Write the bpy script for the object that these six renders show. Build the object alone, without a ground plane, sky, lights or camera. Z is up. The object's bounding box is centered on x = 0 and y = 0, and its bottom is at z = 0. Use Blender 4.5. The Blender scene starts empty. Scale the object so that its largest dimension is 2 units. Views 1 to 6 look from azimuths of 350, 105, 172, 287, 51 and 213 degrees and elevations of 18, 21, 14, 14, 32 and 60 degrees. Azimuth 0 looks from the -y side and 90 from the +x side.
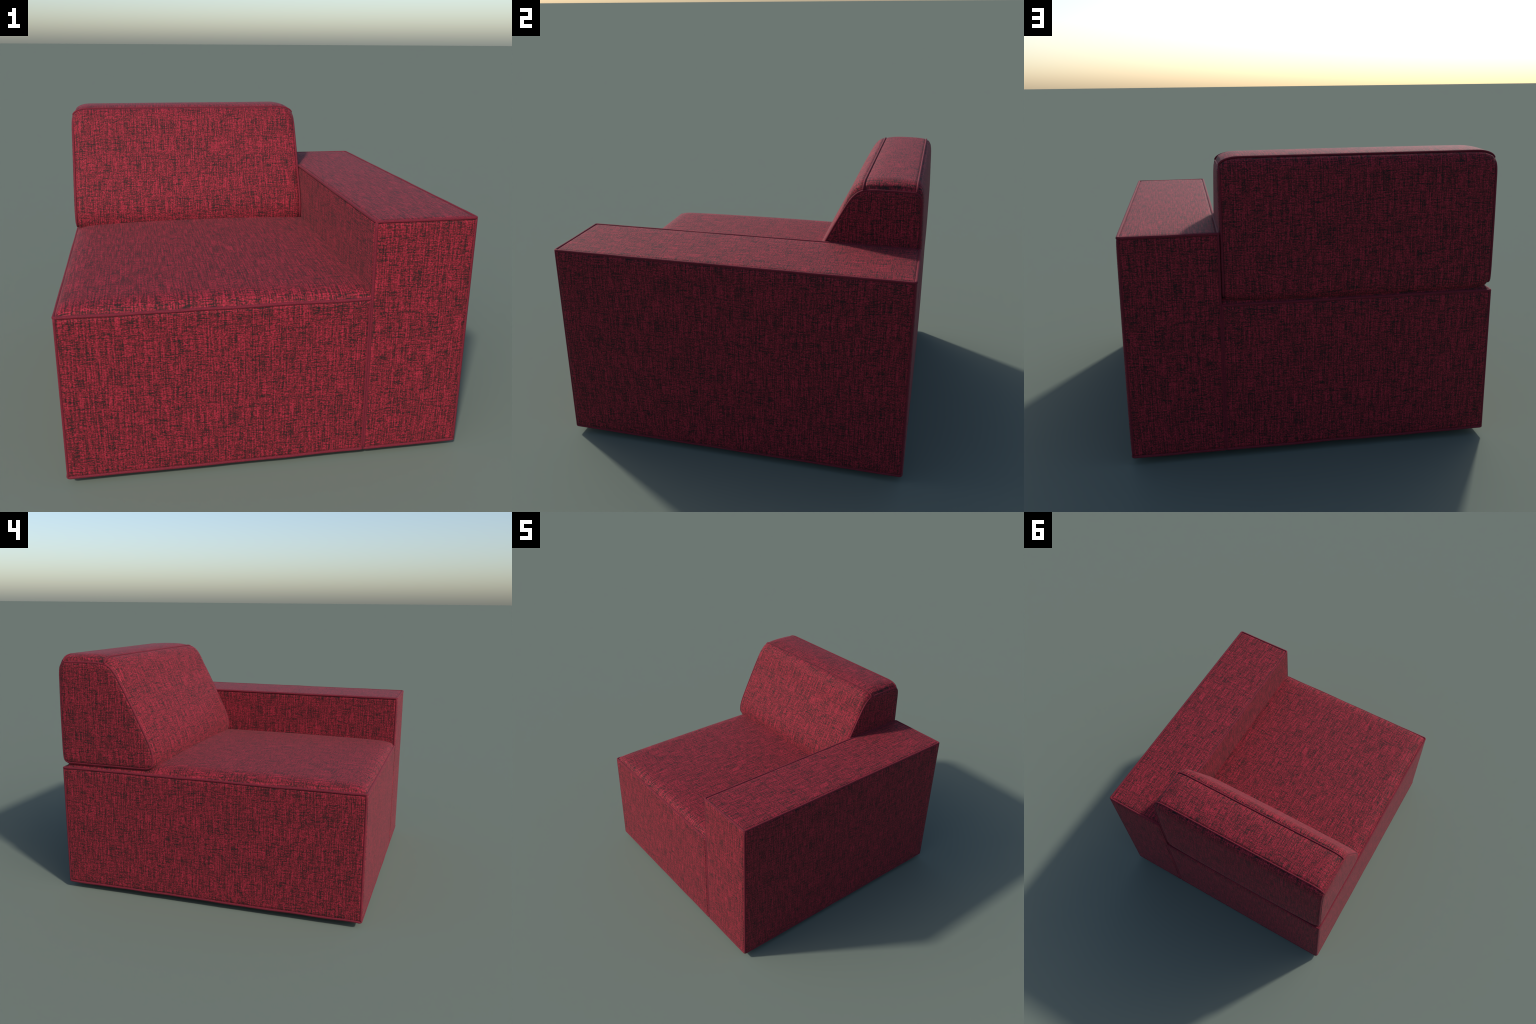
import bpy, bmesh, math
from mathutils import Vector, noise

# ---------------------------------------------------------------- dimensions (metres)
Z0 = 0.036            # underside of the upholstery
PIPE = 0.0078         # piping radius
XL, XJ, XR = -0.958, 0.4595, 0.947     # left side, seat/arm joint, right side
YF, YB = -0.996, 0.994                 # front, back
SEAT_Z, ARM_Z = 0.840, 1.203
BX0, BX1 = -0.944, 0.449               # backrest end faces


# ---------------------------------------------------------------- materials
def math_node(nt, op, a, b=None):
    n = nt.nodes.new('ShaderNodeMath'); n.operation = op
    for i, s in enumerate((a, b)):
        if s is None: continue
        if isinstance(s, (int, float)): n.inputs[i].default_value = s
        else: nt.links.new(s, n.inputs[i])
    return n.outputs[0]


def stretched_noise(nt, u, v, su, sv, seed, detail=1.0, rough=0.5):
    c = nt.nodes.new('ShaderNodeCombineXYZ')
    nt.links.new(math_node(nt, 'MULTIPLY', u, su), c.inputs[0])
    nt.links.new(math_node(nt, 'MULTIPLY', v, sv), c.inputs[1])
    c.inputs[2].default_value = seed
    n = nt.nodes.new('ShaderNodeTexNoise')
    n.inputs['Scale'].default_value = 1.0
    n.inputs['Detail'].default_value = detail
    n.inputs['Roughness'].default_value = rough
    nt.links.new(c.outputs[0], n.inputs['Vector'])
    return n.outputs['Fac']


def shader_base(name):
    m = bpy.data.materials.new(name); m.use_nodes = True
    nt = m.node_tree
    b = nt.nodes['Principled BSDF']
    return m, nt, b


RAMP = [(0.30, (0.018, 0.010, 0.010)), (0.42, (0.080, 0.011, 0.014)),
        (0.53, (0.172, 0.013, 0.021)), (0.685, (0.345, 0.020, 0.041))]
SPECULAR, SHEEN, ROUGH = 0.16, 0.028, 0.75
SHEEN_PAINT = (0.30, 0.085, 0.10)          # pale grazing sheen, blended into base colour by nap, seen at a slant
WEFT_PITCH, WARP_PITCH = 0.0082, 0.0112


def woven_fabric(name, u_dir, v_dir, seed):
    """Slubby two-tone weave; u_dir runs along the weft, v_dir across it."""
    m, nt, b = shader_base(name)
    tc = nt.nodes.new('ShaderNodeTexCoord')

    def along(d):
        n = nt.nodes.new('ShaderNodeVectorMath'); n.operation = 'DOT_PRODUCT'
        nt.links.new(tc.outputs['Object'], n.inputs[0])
        n.inputs[1].default_value = d
        return n.outputs['Value']
    u0, v0 = along(u_dir), along(v_dir)
    M = lambda op, a, b=None: math_node(nt, op, a, b)
    # slow wander of the threads
    v = M('ADD', v0, M('MULTIPLY', stretched_noise(nt, u0, v0, 3, 2, seed + 3.1, 1.0), 0.022))
    u = M('ADD', u0, M('MULTIPLY', stretched_noise(nt, u0, v0, 2, 3, seed + 5.7, 1.0), 0.014))
    row, col = M('DIVIDE', v, WEFT_PITCH), M('DIVIDE', u, WARP_PITCH)
    ridge = M('ADD', M('MULTIPLY', M('COSINE', M('MULTIPLY', row, 2 * math.pi)), 0.55),
              M('MULTIPLY', M('COSINE', M('MULTIPLY', col, 2 * math.pi)), 0.45))
    s = M('SUBTRACT', 0.522, M('MULTIPLY', ridge, 0.055))
    # even grain of the yarn: scale along u, along v, weight
    for i, (su, sv, k) in enumerate(((108, 240, 0.38), (170, 95, 0.25), (230, 300, 0.32), (138, 8, 0.34),
                                     (17, 230, 0.12))):
        part = stretched_noise(nt, u, v, su, sv, seed + 7.31 * i, 0.0)
        s = M('ADD', s, M('MULTIPLY', M('SUBTRACT', part, 0.5), k))
    # scattered thin dark slubs lying along the weft (long, short) and a few along the warp
    for i, (su, sv, lo, hi, k) in enumerate(((17, 200, 0.58, 0.72, 0.14), (48, 215, 0.58, 0.72, 0.065),
                                             (150, 18, 0.59, 0.74, 0.07))):
        part = stretched_noise(nt, u, v, su, sv, seed + 60.7 + 9.13 * i, 0.0)
        mr = nt.nodes.new('ShaderNodeMapRange')
        mr.inputs['From Min'].default_value = lo; mr.inputs['From Max'].default_value = hi
        nt.links.new(part, mr.inputs['Value'])
        s = M('SUBTRACT', s, M('MULTIPLY', mr.outputs[0], k))
    ramp = nt.nodes.new('ShaderNodeValToRGB')
    nt.links.new(s, ramp.inputs['Fac'])
    el = ramp.color_ramp.elements
    while len(el) < len(RAMP): el.new(0.5)
    for e, (p, c) in zip(el, RAMP):
        e.position = p; e.color = (*c, 1)
    paint_sheen(nt, ramp.outputs['Color'], b)
    bump = nt.nodes.new('ShaderNodeBump')
    bump.inputs['Strength'].default_value = 0.15
    bump.inputs['Distance'].default_value = 0.003
    nt.links.new(s, bump.inputs['Height'])
    nt.links.new(bump.outputs[0], b.inputs['Normal'])
    cloth(b)
    return m


def paint_sheen(nt, colour, b):
    """Paints a velvety sheen by lightening the base colour towards grazing angles."""
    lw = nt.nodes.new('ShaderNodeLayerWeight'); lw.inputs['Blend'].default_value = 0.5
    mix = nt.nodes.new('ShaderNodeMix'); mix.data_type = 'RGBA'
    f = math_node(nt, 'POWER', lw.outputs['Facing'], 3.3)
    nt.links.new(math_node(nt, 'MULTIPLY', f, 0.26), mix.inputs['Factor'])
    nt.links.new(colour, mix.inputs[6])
    mix.inputs[7].default_value = (*SHEEN_PAINT, 1)
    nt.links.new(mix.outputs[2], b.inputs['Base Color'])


def cloth(b):
    b.inputs['Roughness'].default_value = ROUGH
    b.inputs['Specular IOR Level'].default_value = SPECULAR
    b.inputs['Sheen Weight'].default_value = SHEEN
    b.inputs['Sheen Roughness'].default_value = 0.4


def piping_fabric():
    m, nt, b = shader_base('piping_fabric')
    tc = nt.nodes.new('ShaderNodeTexCoord')
    n = nt.nodes.new('ShaderNodeTexNoise')
    n.inputs['Scale'].default_value = 260; n.inputs['Detail'].default_value = 2
    nt.links.new(tc.outputs['Object'], n.inputs['Vector'])
    ramp = nt.nodes.new('ShaderNodeValToRGB')
    nt.links.new(n.outputs['Fac'], ramp.inputs['Fac'])
    el = ramp.color_ramp.elements
    el[0].position = 0.3; el[0].color = (0.085, 0.010, 0.017, 1)
    el[1].position = 0.7; el[1].color = (0.185, 0.013, 0.027, 1)
    paint_sheen(nt, ramp.outputs['Color'], b)
    cloth(b)
    return m


def plain(name, col, rough):
    m, nt, b = shader_base(name)
    tc = nt.nodes.new('ShaderNodeTexCoord')
    n = nt.nodes.new('ShaderNodeTexNoise'); n.inputs['Scale'].default_value = 60
    nt.links.new(tc.outputs['Object'], n.inputs['Vector'])
    ramp = nt.nodes.new('ShaderNodeValToRGB')
    nt.links.new(n.outputs['Fac'], ramp.inputs['Fac'])
    ramp.color_ramp.elements[0].color = (*[c * 0.7 for c in col], 1)
    ramp.color_ramp.elements[1].color = (*col, 1)
    nt.links.new(ramp.outputs['Color'], b.inputs['Base Color'])
    b.inputs['Roughness'].default_value = rough
    return m


X, Y, Z = (1, 0, 0), (0, 1, 0), (0, 0, 1)
SLOPE = (0, 0.44, 0.90)
FAB_FRONT = woven_fabric('woven_fabric_front', X, Z, 0.0)
FAB_SIDE = woven_fabric('woven_fabric_side', Y, Z, 40.0)
FAB_TOP = woven_fabric('woven_fabric_top', X, Y, 80.0)
FAB_SLOPE = woven_fabric('woven_fabric_slope', X, SLOPE, 120.0)
FAB_TOPX = woven_fabric('woven_fabric_arm_top', X, Y, 160.0)
PIPING = piping_fabric()
DUST = plain('dust_cover_cloth', (0.02, 0.02, 0.02), 0.9)
RUBBER = plain('black_plastic', (0.02, 0.02, 0.02), 0.6)


# ---------------------------------------------------------------- helpers
def link(name, mesh, parent):
    o = bpy.data.objects.new(name, mesh)
    bpy.context.scene.collection.objects.link(o)
    o.parent = parent
    return o


def edge_ticks(a, b, fine=0.0028, band=0.034, coarse=0.035):
    """Station coordinates from a to b, packed close together beside both ends."""
    n = int(band / fine)
    head = [a + fine * i for i in range(n)]
    tail = [b - fine * i for i in range(n)][::-1]
    lo, hi = a + fine * n, b - fine * n
    k = max(1, int((hi - lo) / coarse))
    return head + [lo + (hi - lo) * i / k for i in range(k + 1)] + tail


def smooth(t):
    t = min(1, max(0, t)); return t * t * (3 - 2 * t)


def puff(d, span):
    """How far a stuffed panel has risen, d metres in from a sewn edge."""
    h = span / 2
    return 0.70 * (1 - math.exp(-d / 0.025)) + 0.30 * (1 - (1 - min(d, h) / h) ** 2)


def tuck(d):
    """Panel sinks into the seam beside the piping."""
    return -PIPE * 0.55 * (1 - smooth((d - 0.004) / 0.014))


def box_panel(verts, faces, mats, axis, side, lo, hi, bulge, mat):
    """One stuffed, sewn-in panel of a box; its rim lies on the piping's centre line."""
    a, b = [i for i in range(3) if i != axis]
    ta, tb = edge_ticks(lo[a], hi[a]), edge_ticks(lo[b], hi[b])
    base = len(verts)
    plane = hi[axis] if side > 0 else lo[axis]
    for p in ta:
        for q in tb:
            da, db = min(p - lo[a], hi[a] - p), min(q - lo[b], hi[b] - q)
            h = PIPE * 0.62 + tuck(min(da, db))
            h += bulge * puff(da, hi[a] - lo[a]) * puff(db, hi[b] - lo[b])
            co = [0, 0, 0]; co[a] = p; co[b] = q
            w = noise.noise(Vector((p * 2.3 + axis * 7, q * 2.3 + side * 3, 1.5)))
            h += 0.0015 * w * smooth(min(da, db) / 0.08)
            co[axis] = plane + side * h
            verts.append(co)
    nb = len(tb)
    flip = (side > 0) != (axis == 1)
    for i in range(len(ta) - 1):
        for j in range(nb - 1):
            f = (base + i * nb + j, base + (i + 1) * nb + j,
                 base + (i + 1) * nb + j + 1, base + i * nb + j + 1)
            faces.append(f if flip else f[::-1]); mats.append(mat)


def tube(verts, faces, path, r, closed, sides=10):
    """Round cord swept along a polyline."""
    n = len(path); base = len(verts)
    pts = [Vector(p) for p in path]
    prev = None
    for i in range(n):
        t = (pts[(i + 1) % n] - pts[i - 1]) if closed or 0 < i < n - 1 else \
            (pts[1] - pts[0] if i == 0 else pts[-1] - pts[-2])
        t.normalize()
        if prev is None:
            ref = Vector((0.31, 0.47, 0.83))
            nrm = (ref - t * ref.dot(t)).normalized()
        else:
            nrm = (prev - t * prev.dot(t)).normalized()
        prev = nrm
        bn = t.cross(nrm)
        for k in range(sides):
            a = 2 * math.pi * k / sides
            verts.append(pts[i] + nrm * (r * math.cos(a)) + bn * (r * math.sin(a)))
    last = n if closed else n - 1
    # closing ring: choose the twist that lines the two ends up
    off = 0
    if closed:
        off = min(range(sides), key=lambda s: (verts[base + (n - 1) * sides] - verts[base + s]).length)
    for i in range(last):
        i2 = (i + 1) % n
        o = off if i2 == 0 else 0
        for k in range(sides):
            k2 = (k + 1) % sides
            faces.append((base + i * sides + k, base + i * sides + k2,
                          base + i2 * sides + (k2 + o) % sides, base + i2 * sides + (k + o) % sides))
    if not closed:
        faces.append([base + k for k in range(sides)][::-1])
        faces.append([base + (n - 1) * sides + k for k in range(sides)])


def make_mesh(name, verts, faces, mats, slots, parent, weld=True):
    me = bpy.data.meshes.new(name)
    me.from_pydata([tuple(v) for v in verts], [], faces)
    for s in slots: me.materials.append(s)
    if mats: me.polygons.foreach_set('material_index', mats)
    if weld:
        bm = bmesh.new(); bm.from_mesh(me)
        bmesh.ops.remove_doubles(bm, verts=bm.verts, dist=1e-5)
        bmesh.ops.recalc_face_normals(bm, faces=bm.faces)
        bm.to_mesh(me); bm.free()
    me.polygons.foreach_set('use_smooth', [True] * len(me.polygons))
    return link(name, me, parent)


def rounded_rect(axis, level, lo, hi, rad, wander=0.0, seed=0.0):
    """Closed rounded rectangle path in the plane axis = level."""
    a, b = [i for i in range(3) if i != axis]
    pts = []
    corners = [(hi[a] - rad, hi[b] - rad, 0), (lo[a] + rad, hi[b] - rad, 90),
               (lo[a] + rad, lo[b] + rad, 180), (hi[a] - rad, lo[b] + rad, 270)]
    raw = []
    for ca, cb, start in corners:
        for k in range(6):
            t = math.radians(start + 18 * k)
            raw.append((ca + rad * math.cos(t), cb + rad * math.sin(t)))
    for i, p in enumerate(raw):
        q = raw[(i + 1) % len(raw)]
        d = math.dist(p, q); k = max(1, int(d / 0.03))
        for j in range(k):
            pts.append((p[0] + (q[0] - p[0]) * j / k, p[1] + (q[1] - p[1]) * j / k))
    out = []
    for p in pts:
        co = [0, 0, 0]; co[axis] = level; co[a], co[b] = p
        v = Vector(co)
        if wander:
            v += wander * Vector((noise.noise(v * 6 + Vector((seed, 0, 0))) * 0.3,
                                  noise.noise(v * 6 + Vector((0, seed, 9))) * 0.3,
                                  noise.noise(v * 5 + Vector((5, seed, 0)))))
        out.append(v)
    return out


def upholstered_box(name, lo, hi, bulges, mats, parent, wander, tuck_under=0.0):
    """Box of six sewn panels, with piping along all twelve edges."""
    lo = [c + PIPE for c in lo]; hi = [c - PIPE for c in hi]
    slots = []; verts, faces, idx = [], [], []
    for (axis, side), bul in bulges.items():
        m = mats[(axis, side)]
        if m not in slots: slots.append(m)
        top = [hi[0] + tuck_under, hi[1], hi[2]] if axis == 2 and side > 0 else hi
        box_panel(verts, faces, idx, axis, side, lo, top, bul, slots.index(m))
    body = make_mesh(name, verts, faces, idx, slots, parent)
    verts, faces = [], []
    for z in (lo[2], hi[2]):
        tube(verts, faces, rounded_rect(2, z, lo, hi, 0.012, wander, z), PIPE, True)
    for x in (lo[0], hi[0]):
        for y in (lo[1], hi[1]):
            n = 40
            sx = 0.0034 if x == lo[0] else -0.0034
            sy = 0.0034 if y == lo[1] else -0.0034
            path = [Vector((x + sx, y + sy, lo[2] + (hi[2] - lo[2]) * i / n)) for i in range(n + 1)]
            tube(verts, faces, path, PIPE, False)
    make_mesh('piping', verts, faces, None, [PIPING], body, weld=False)
    return body


# ---------------------------------------------------------------- the chair
chair = bpy.data.objects.new('armchair', None)
bpy.context.scene.collection.objects.link(chair)
chair['label'] = 'boxy dark red woven fabric sofa seat with one armrest'
chair['category'] = 'sofa'

SIDES = {(0, -1): FAB_SIDE, (0, 1): FAB_SIDE, (1, -1): FAB_FRONT, (1, 1): FAB_FRONT,
         (2, -1): DUST}
upholstered_box('seat', (XL, YF, Z0), (XJ + 0.006, YB, SEAT_Z),
                {(0, -1): 0.003, (0, 1): 0.0, (1, -1): 0.005, (1, 1): 0.006, (2, 1): 0.066, (2, -1): 0.0},
                {**SIDES, (2, 1): FAB_TOP}, chair, 0.004, tuck_under=0.06)
upholstered_box('armrest', (XJ - 0.006, YF, Z0), (XR, YB, ARM_Z),
                {(0, -1): 0.001, (0, 1): 0.013, (1, -1): 0.004, (1, 1): 0.005, (2, 1): 0.004, (2, -1): 0.0},
                {**SIDES, (2, 1): FAB_TOPX}, chair, 0.0015)

# ---------------------------------------------------------------- backrest
# End outline (y, z), walked from the bottom up the back, over the top, down the front.
OUTLINE = {
    'back': [(0.942, 0.865), (0.975, 0.879), (0.984, 0.925), (0.985, 1.03), (0.984, 1.20),
             (0.980, 1.37), (0.977, 1.455), (0.967, 1.494), (0.945, 1.516)],
    'top': [(0.945, 1.516), (0.850, 1.519), (0.730, 1.519), (0.655, 1.513)],
    'front': [(0.655, 1.513), (0.618, 1.492), (0.582, 1.450), (0.540, 1.376), (0.486, 1.272), (0.426, 1.150),
              (0.372, 1.037), (0.348, 0.966), (0.346, 0.910), (0.361, 0.878), (0.395, 0.866)],
    'bottom': [(0.395, 0.866), (0.60, 0.865), (0.78, 0.865), (0.942, 0.865)],
}
LIFT_H, LIFT_W = 0.042, 0.10
SAG = 0.022            # the filling sinks onto the seat between the two ends


def spline(pts, step):
    """Catmull-Rom curve through the control points, resampled to even steps."""
    P = [Vector((0, *p)) for p in pts]
    P = [P[0] * 2 - P[1]] + P + [P[-1] * 2 - P[-2]]
    dense = []
    for i in range(1, len(P) - 2):
        for k in range(24):
            t = k / 24
            a, b, c, d = P[i - 1:i + 3]
            dense.append(0.5 * ((2 * b) + (c - a) * t + (2 * a - 5 * b + 4 * c - d) * t * t
                                + (3 * b - a - 3 * c + d) * t ** 3))
    dense.append(P[-2])
    acc = [0]
    for p, q in zip(dense, dense[1:]): acc.append(acc[-1] + (q - p).length)
    return dense, acc


def at(curve, s):
    dense, acc = curve
    s = min(max(s, 0), acc[-1])
    for i in range(1, len(acc)):
        if s <= acc[i]:
            t = (s - acc[i - 1]) / max(1e-9, acc[i] - acc[i - 1])
            return dense[i - 1].lerp(dense[i], t)
    return dense[-1].copy()


CUR = {k: spline(v, 0.01) for k, v in OUTLINE.items()}
LEN = {k: c[1][-1] for k, c in CUR.items()}


def lift(x):
    d = min(x - BX0, BX1 - x)
    if d <= 0: return 0.0
    if d >= LIFT_W: return LIFT_H
    return LIFT_H * (1 - ((LIFT_W - d) / LIFT_W) ** 2.1) ** (1 / 2.1)


def strip_point(panel, s, x):
    """Point of the wrapped surface on panel at arc length s, station x, and its outward normal (y, z)."""
    c = CUR[panel]
    p = at(c, s)
    t = at(c, s + 0.004) - at(c, s - 0.004)
    n = Vector((0, t.z, -t.y))          # right-hand side of the walk is outside
    n.normalize()
    w = smooth((p.z - 1.33) / (1.50 - 1.33))
    p.z += lift(x) * w
    p.z -= SAG * smooth((0.98 - p.z) / 0.11) * puff(min(x - BX0, BX1 - x), BX1 - BX0)
    p.x = x
    return p, n


def backrest_strip(verts, faces, mats, panel, bulge, mat, seam_start, seam_end):
    L = LEN[panel]
    S = edge_ticks(0, L, band=0.026, coarse=0.02)
    # stations in x: very dense at the rounded shoulders
    T = [0, .0015, .003, .0045, .0065, .009, .0115, .014, .017, .020, .024, .028, .033, .038, .044, .051,
         .059, .068, .078, .09, .105, .125]
    XS = [BX0 + t for t in T] + \
         [BX0 + 0.125 + (BX1 - BX0 - 0.25) * i / 30 for i in range(1, 30)] + [BX1 - t for t in T[::-1]]
    base = len(verts)
    W = BX1 - BX0
    for x in XS:
        dx = min(x - BX0, BX1 - x)
        for s in S:
            p, n = strip_point(panel, s, x)
            d0 = s if seam_start else 1.0
            d1 = L - s if seam_end else 1.0
            dd = min(dx, d0, d1)
            rise = (puff(s, L) if seam_start else 1) * (puff(L - s, L) ** 2 if seam_end else 1) * puff(dx, W)
            h = tuck(dd) + bulge * rise
            nn = n.copy()
            # on the rounded shoulder the seam tucks sideways as well
            if panel == 'top' and dx < LIFT_W:
                sgn = -1 if x - BX0 < BX1 - x else 1
                a = (LIFT_W - dx) / LIFT_W
                nn = (n + Vector((sgn * a * a * 0.45, 0, 0))).normalized()
            verts.append(p + nn * h)
    ns = len(S)
    for i in range(len(XS) - 1):
        for j in range(ns - 1):
            faces.append((base + i * ns + j, base + (i + 1) * ns + j,
                          base + (i + 1) * ns + j + 1, base + i * ns + j + 1))
            mats.append(mat)


def outline_loop(step=0.012):
    pts = []
    for k in ('back', 'top', 'front', 'bottom'):
        n = max(6, int(LEN[k] / step))
        pts += [at(CUR[k], LEN[k] * i / n) for i in range(n)]
    return pts


def end_panel(verts, faces, mats, x, side, bulge, mat):
    """End face: rings shrinking from the outline towards the middle, rising into a soft pad."""
    loop = outline_loop()
    n = len(loop)
    cen = Vector((0, 0.70, 1.18))
    ds = [0, .002, .004, .006, .008, .010, .0125, .015, .018, .022, .028, .038, .055, .08, .11, .15]
    base = len(verts)
    nrm = []
    for i in range(n):
        t = loop[(i + 1) % n] - loop[i - 1]
        nrm.append(Vector((0, -t.z, t.y)).normalized())   # inward
    rings = []
    for d in ds:
        ring = []
        for i, p in enumerate(loop):
            q = p + nrm[i] * d if d <= 0.02 else None
            if q is None:
                r = p + nrm[i] * 0.02
                q = r.lerp(cen, (d - 0.02) / max(0.16, (cen - r).length))
            ring.append((q, d))
        rings.append(ring)
    inner = rings[-1]
    for f in (0.35, 0.65):
        rings.append([(q.lerp(cen, f), 0.15 + f * 0.15) for q, _ in inner])
    for ring in rings:
        for q, d in ring:
            h = PIPE * 0.6 + tuck(d) + bulge * puff(d, 0.6)
            verts.append(Vector((x + side * h, q.y, q.z)))
    verts.append(Vector((x + side * (PIPE * 0.6 + bulge * puff(0.3, 0.6)), cen.y, cen.z)))
    c = len(verts) - 1
    for r in range(len(rings) - 1):
        for i in range(n):
            j = (i + 1) % n
            f = (base + r * n + i, base + r * n + j, base + (r + 1) * n + j, base + (r + 1) * n + i)
            faces.append(f if side > 0 else f[::-1]); mats.append(mat)
    lastb = base + (len(rings) - 1) * n
    for i in range(n):
        j = (i + 1) % n
        f = (lastb + i, lastb + j, c)
        faces.append(f if side > 0 else f[::-1]); mats.append(mat)


verts, faces, mats = [], [], []
backrest_strip(verts, faces, mats, 'back', 0.015, 0, False, True)
backrest_strip(verts, faces, mats, 'top', 0.009, 1, True, True)
backrest_strip(verts, faces, mats, 'front', 0.015, 2, True, False)
backrest_strip(verts, faces, mats, 'bottom', 0.015, 0, False, False)
end_panel(verts, faces, mats, BX0, -1, 0.010, 3)
end_panel(verts, faces, mats, BX1, 1, 0.008, 3)
back = make_mesh('backrest', verts, faces, mats, [FAB_FRONT, FAB_TOP, FAB_SLOPE, FAB_SIDE], chair)

verts, faces = [], []
for x in (BX0, BX1):
    s = 1 if x == BX0 else -1
    loop = outline_loop()
    n = len(loop); path = []
    for i in range(n):
        t = loop[(i + 1) % n] - loop[i - 1]
        path.append(loop[i] + Vector((0, -t.z, t.y)).normalized() * PIPE * 0.5 + Vector((x + s * 0.002, 0, 0)))
    tube(verts, faces, path, PIPE * 0.9, True)
XS = [BX0 + 0.0005 + 0.16 * (i / 30) ** 2 for i in range(31)]
XS += [BX0 + 0.16 + (BX1 - BX0 - 0.32) * i / 40 for i in range(1, 40)]
XS += [BX1 - 0.0005 - 0.16 * (i / 30) ** 2 for i in range(30, -1, -1)]
for panel, s in (('front', 0.0), ('top', 0.0)):
    path = []
    for x in XS:
        p, nn = strip_point(panel, s, x)
        q, n2 = strip_point('top' if panel == 'front' else 'back', LEN['top'] if panel == 'front' else LEN['back'], x)
        path.append(p - (nn + n2).normalized() * 0.0012)
    tube(verts, faces, path, 0.0054, False)
make_mesh('piping', verts, faces, None, [PIPING], back, weld=False)

# ---------------------------------------------------------------- feet, tucked in under the base
bm = bmesh.new()
bmesh.ops.create_cone(bm, cap_ends=True, segments=28, radius1=0.024, radius2=0.028, depth=Z0 + 0.004)
bmesh.ops.bevel(bm, geom=[e for e in bm.edges if abs(e.verts[0].co.z - e.verts[1].co.z) < 1e-6],
                offset=0.003, segments=2, affect='EDGES')
foot_mesh = bpy.data.meshes.new('foot')
bm.to_mesh(foot_mesh); bm.free()
foot_mesh.materials.append(RUBBER)
for p in [(-0.70, -0.72), (-0.70, 0.72), (0.26, -0.72), (0.26, 0.72), (0.70, -0.72), (0.70, 0.72)]:
    o = link('foot', foot_mesh, chair)
    o.location = (p[0], p[1], (Z0 + 0.004) / 2)
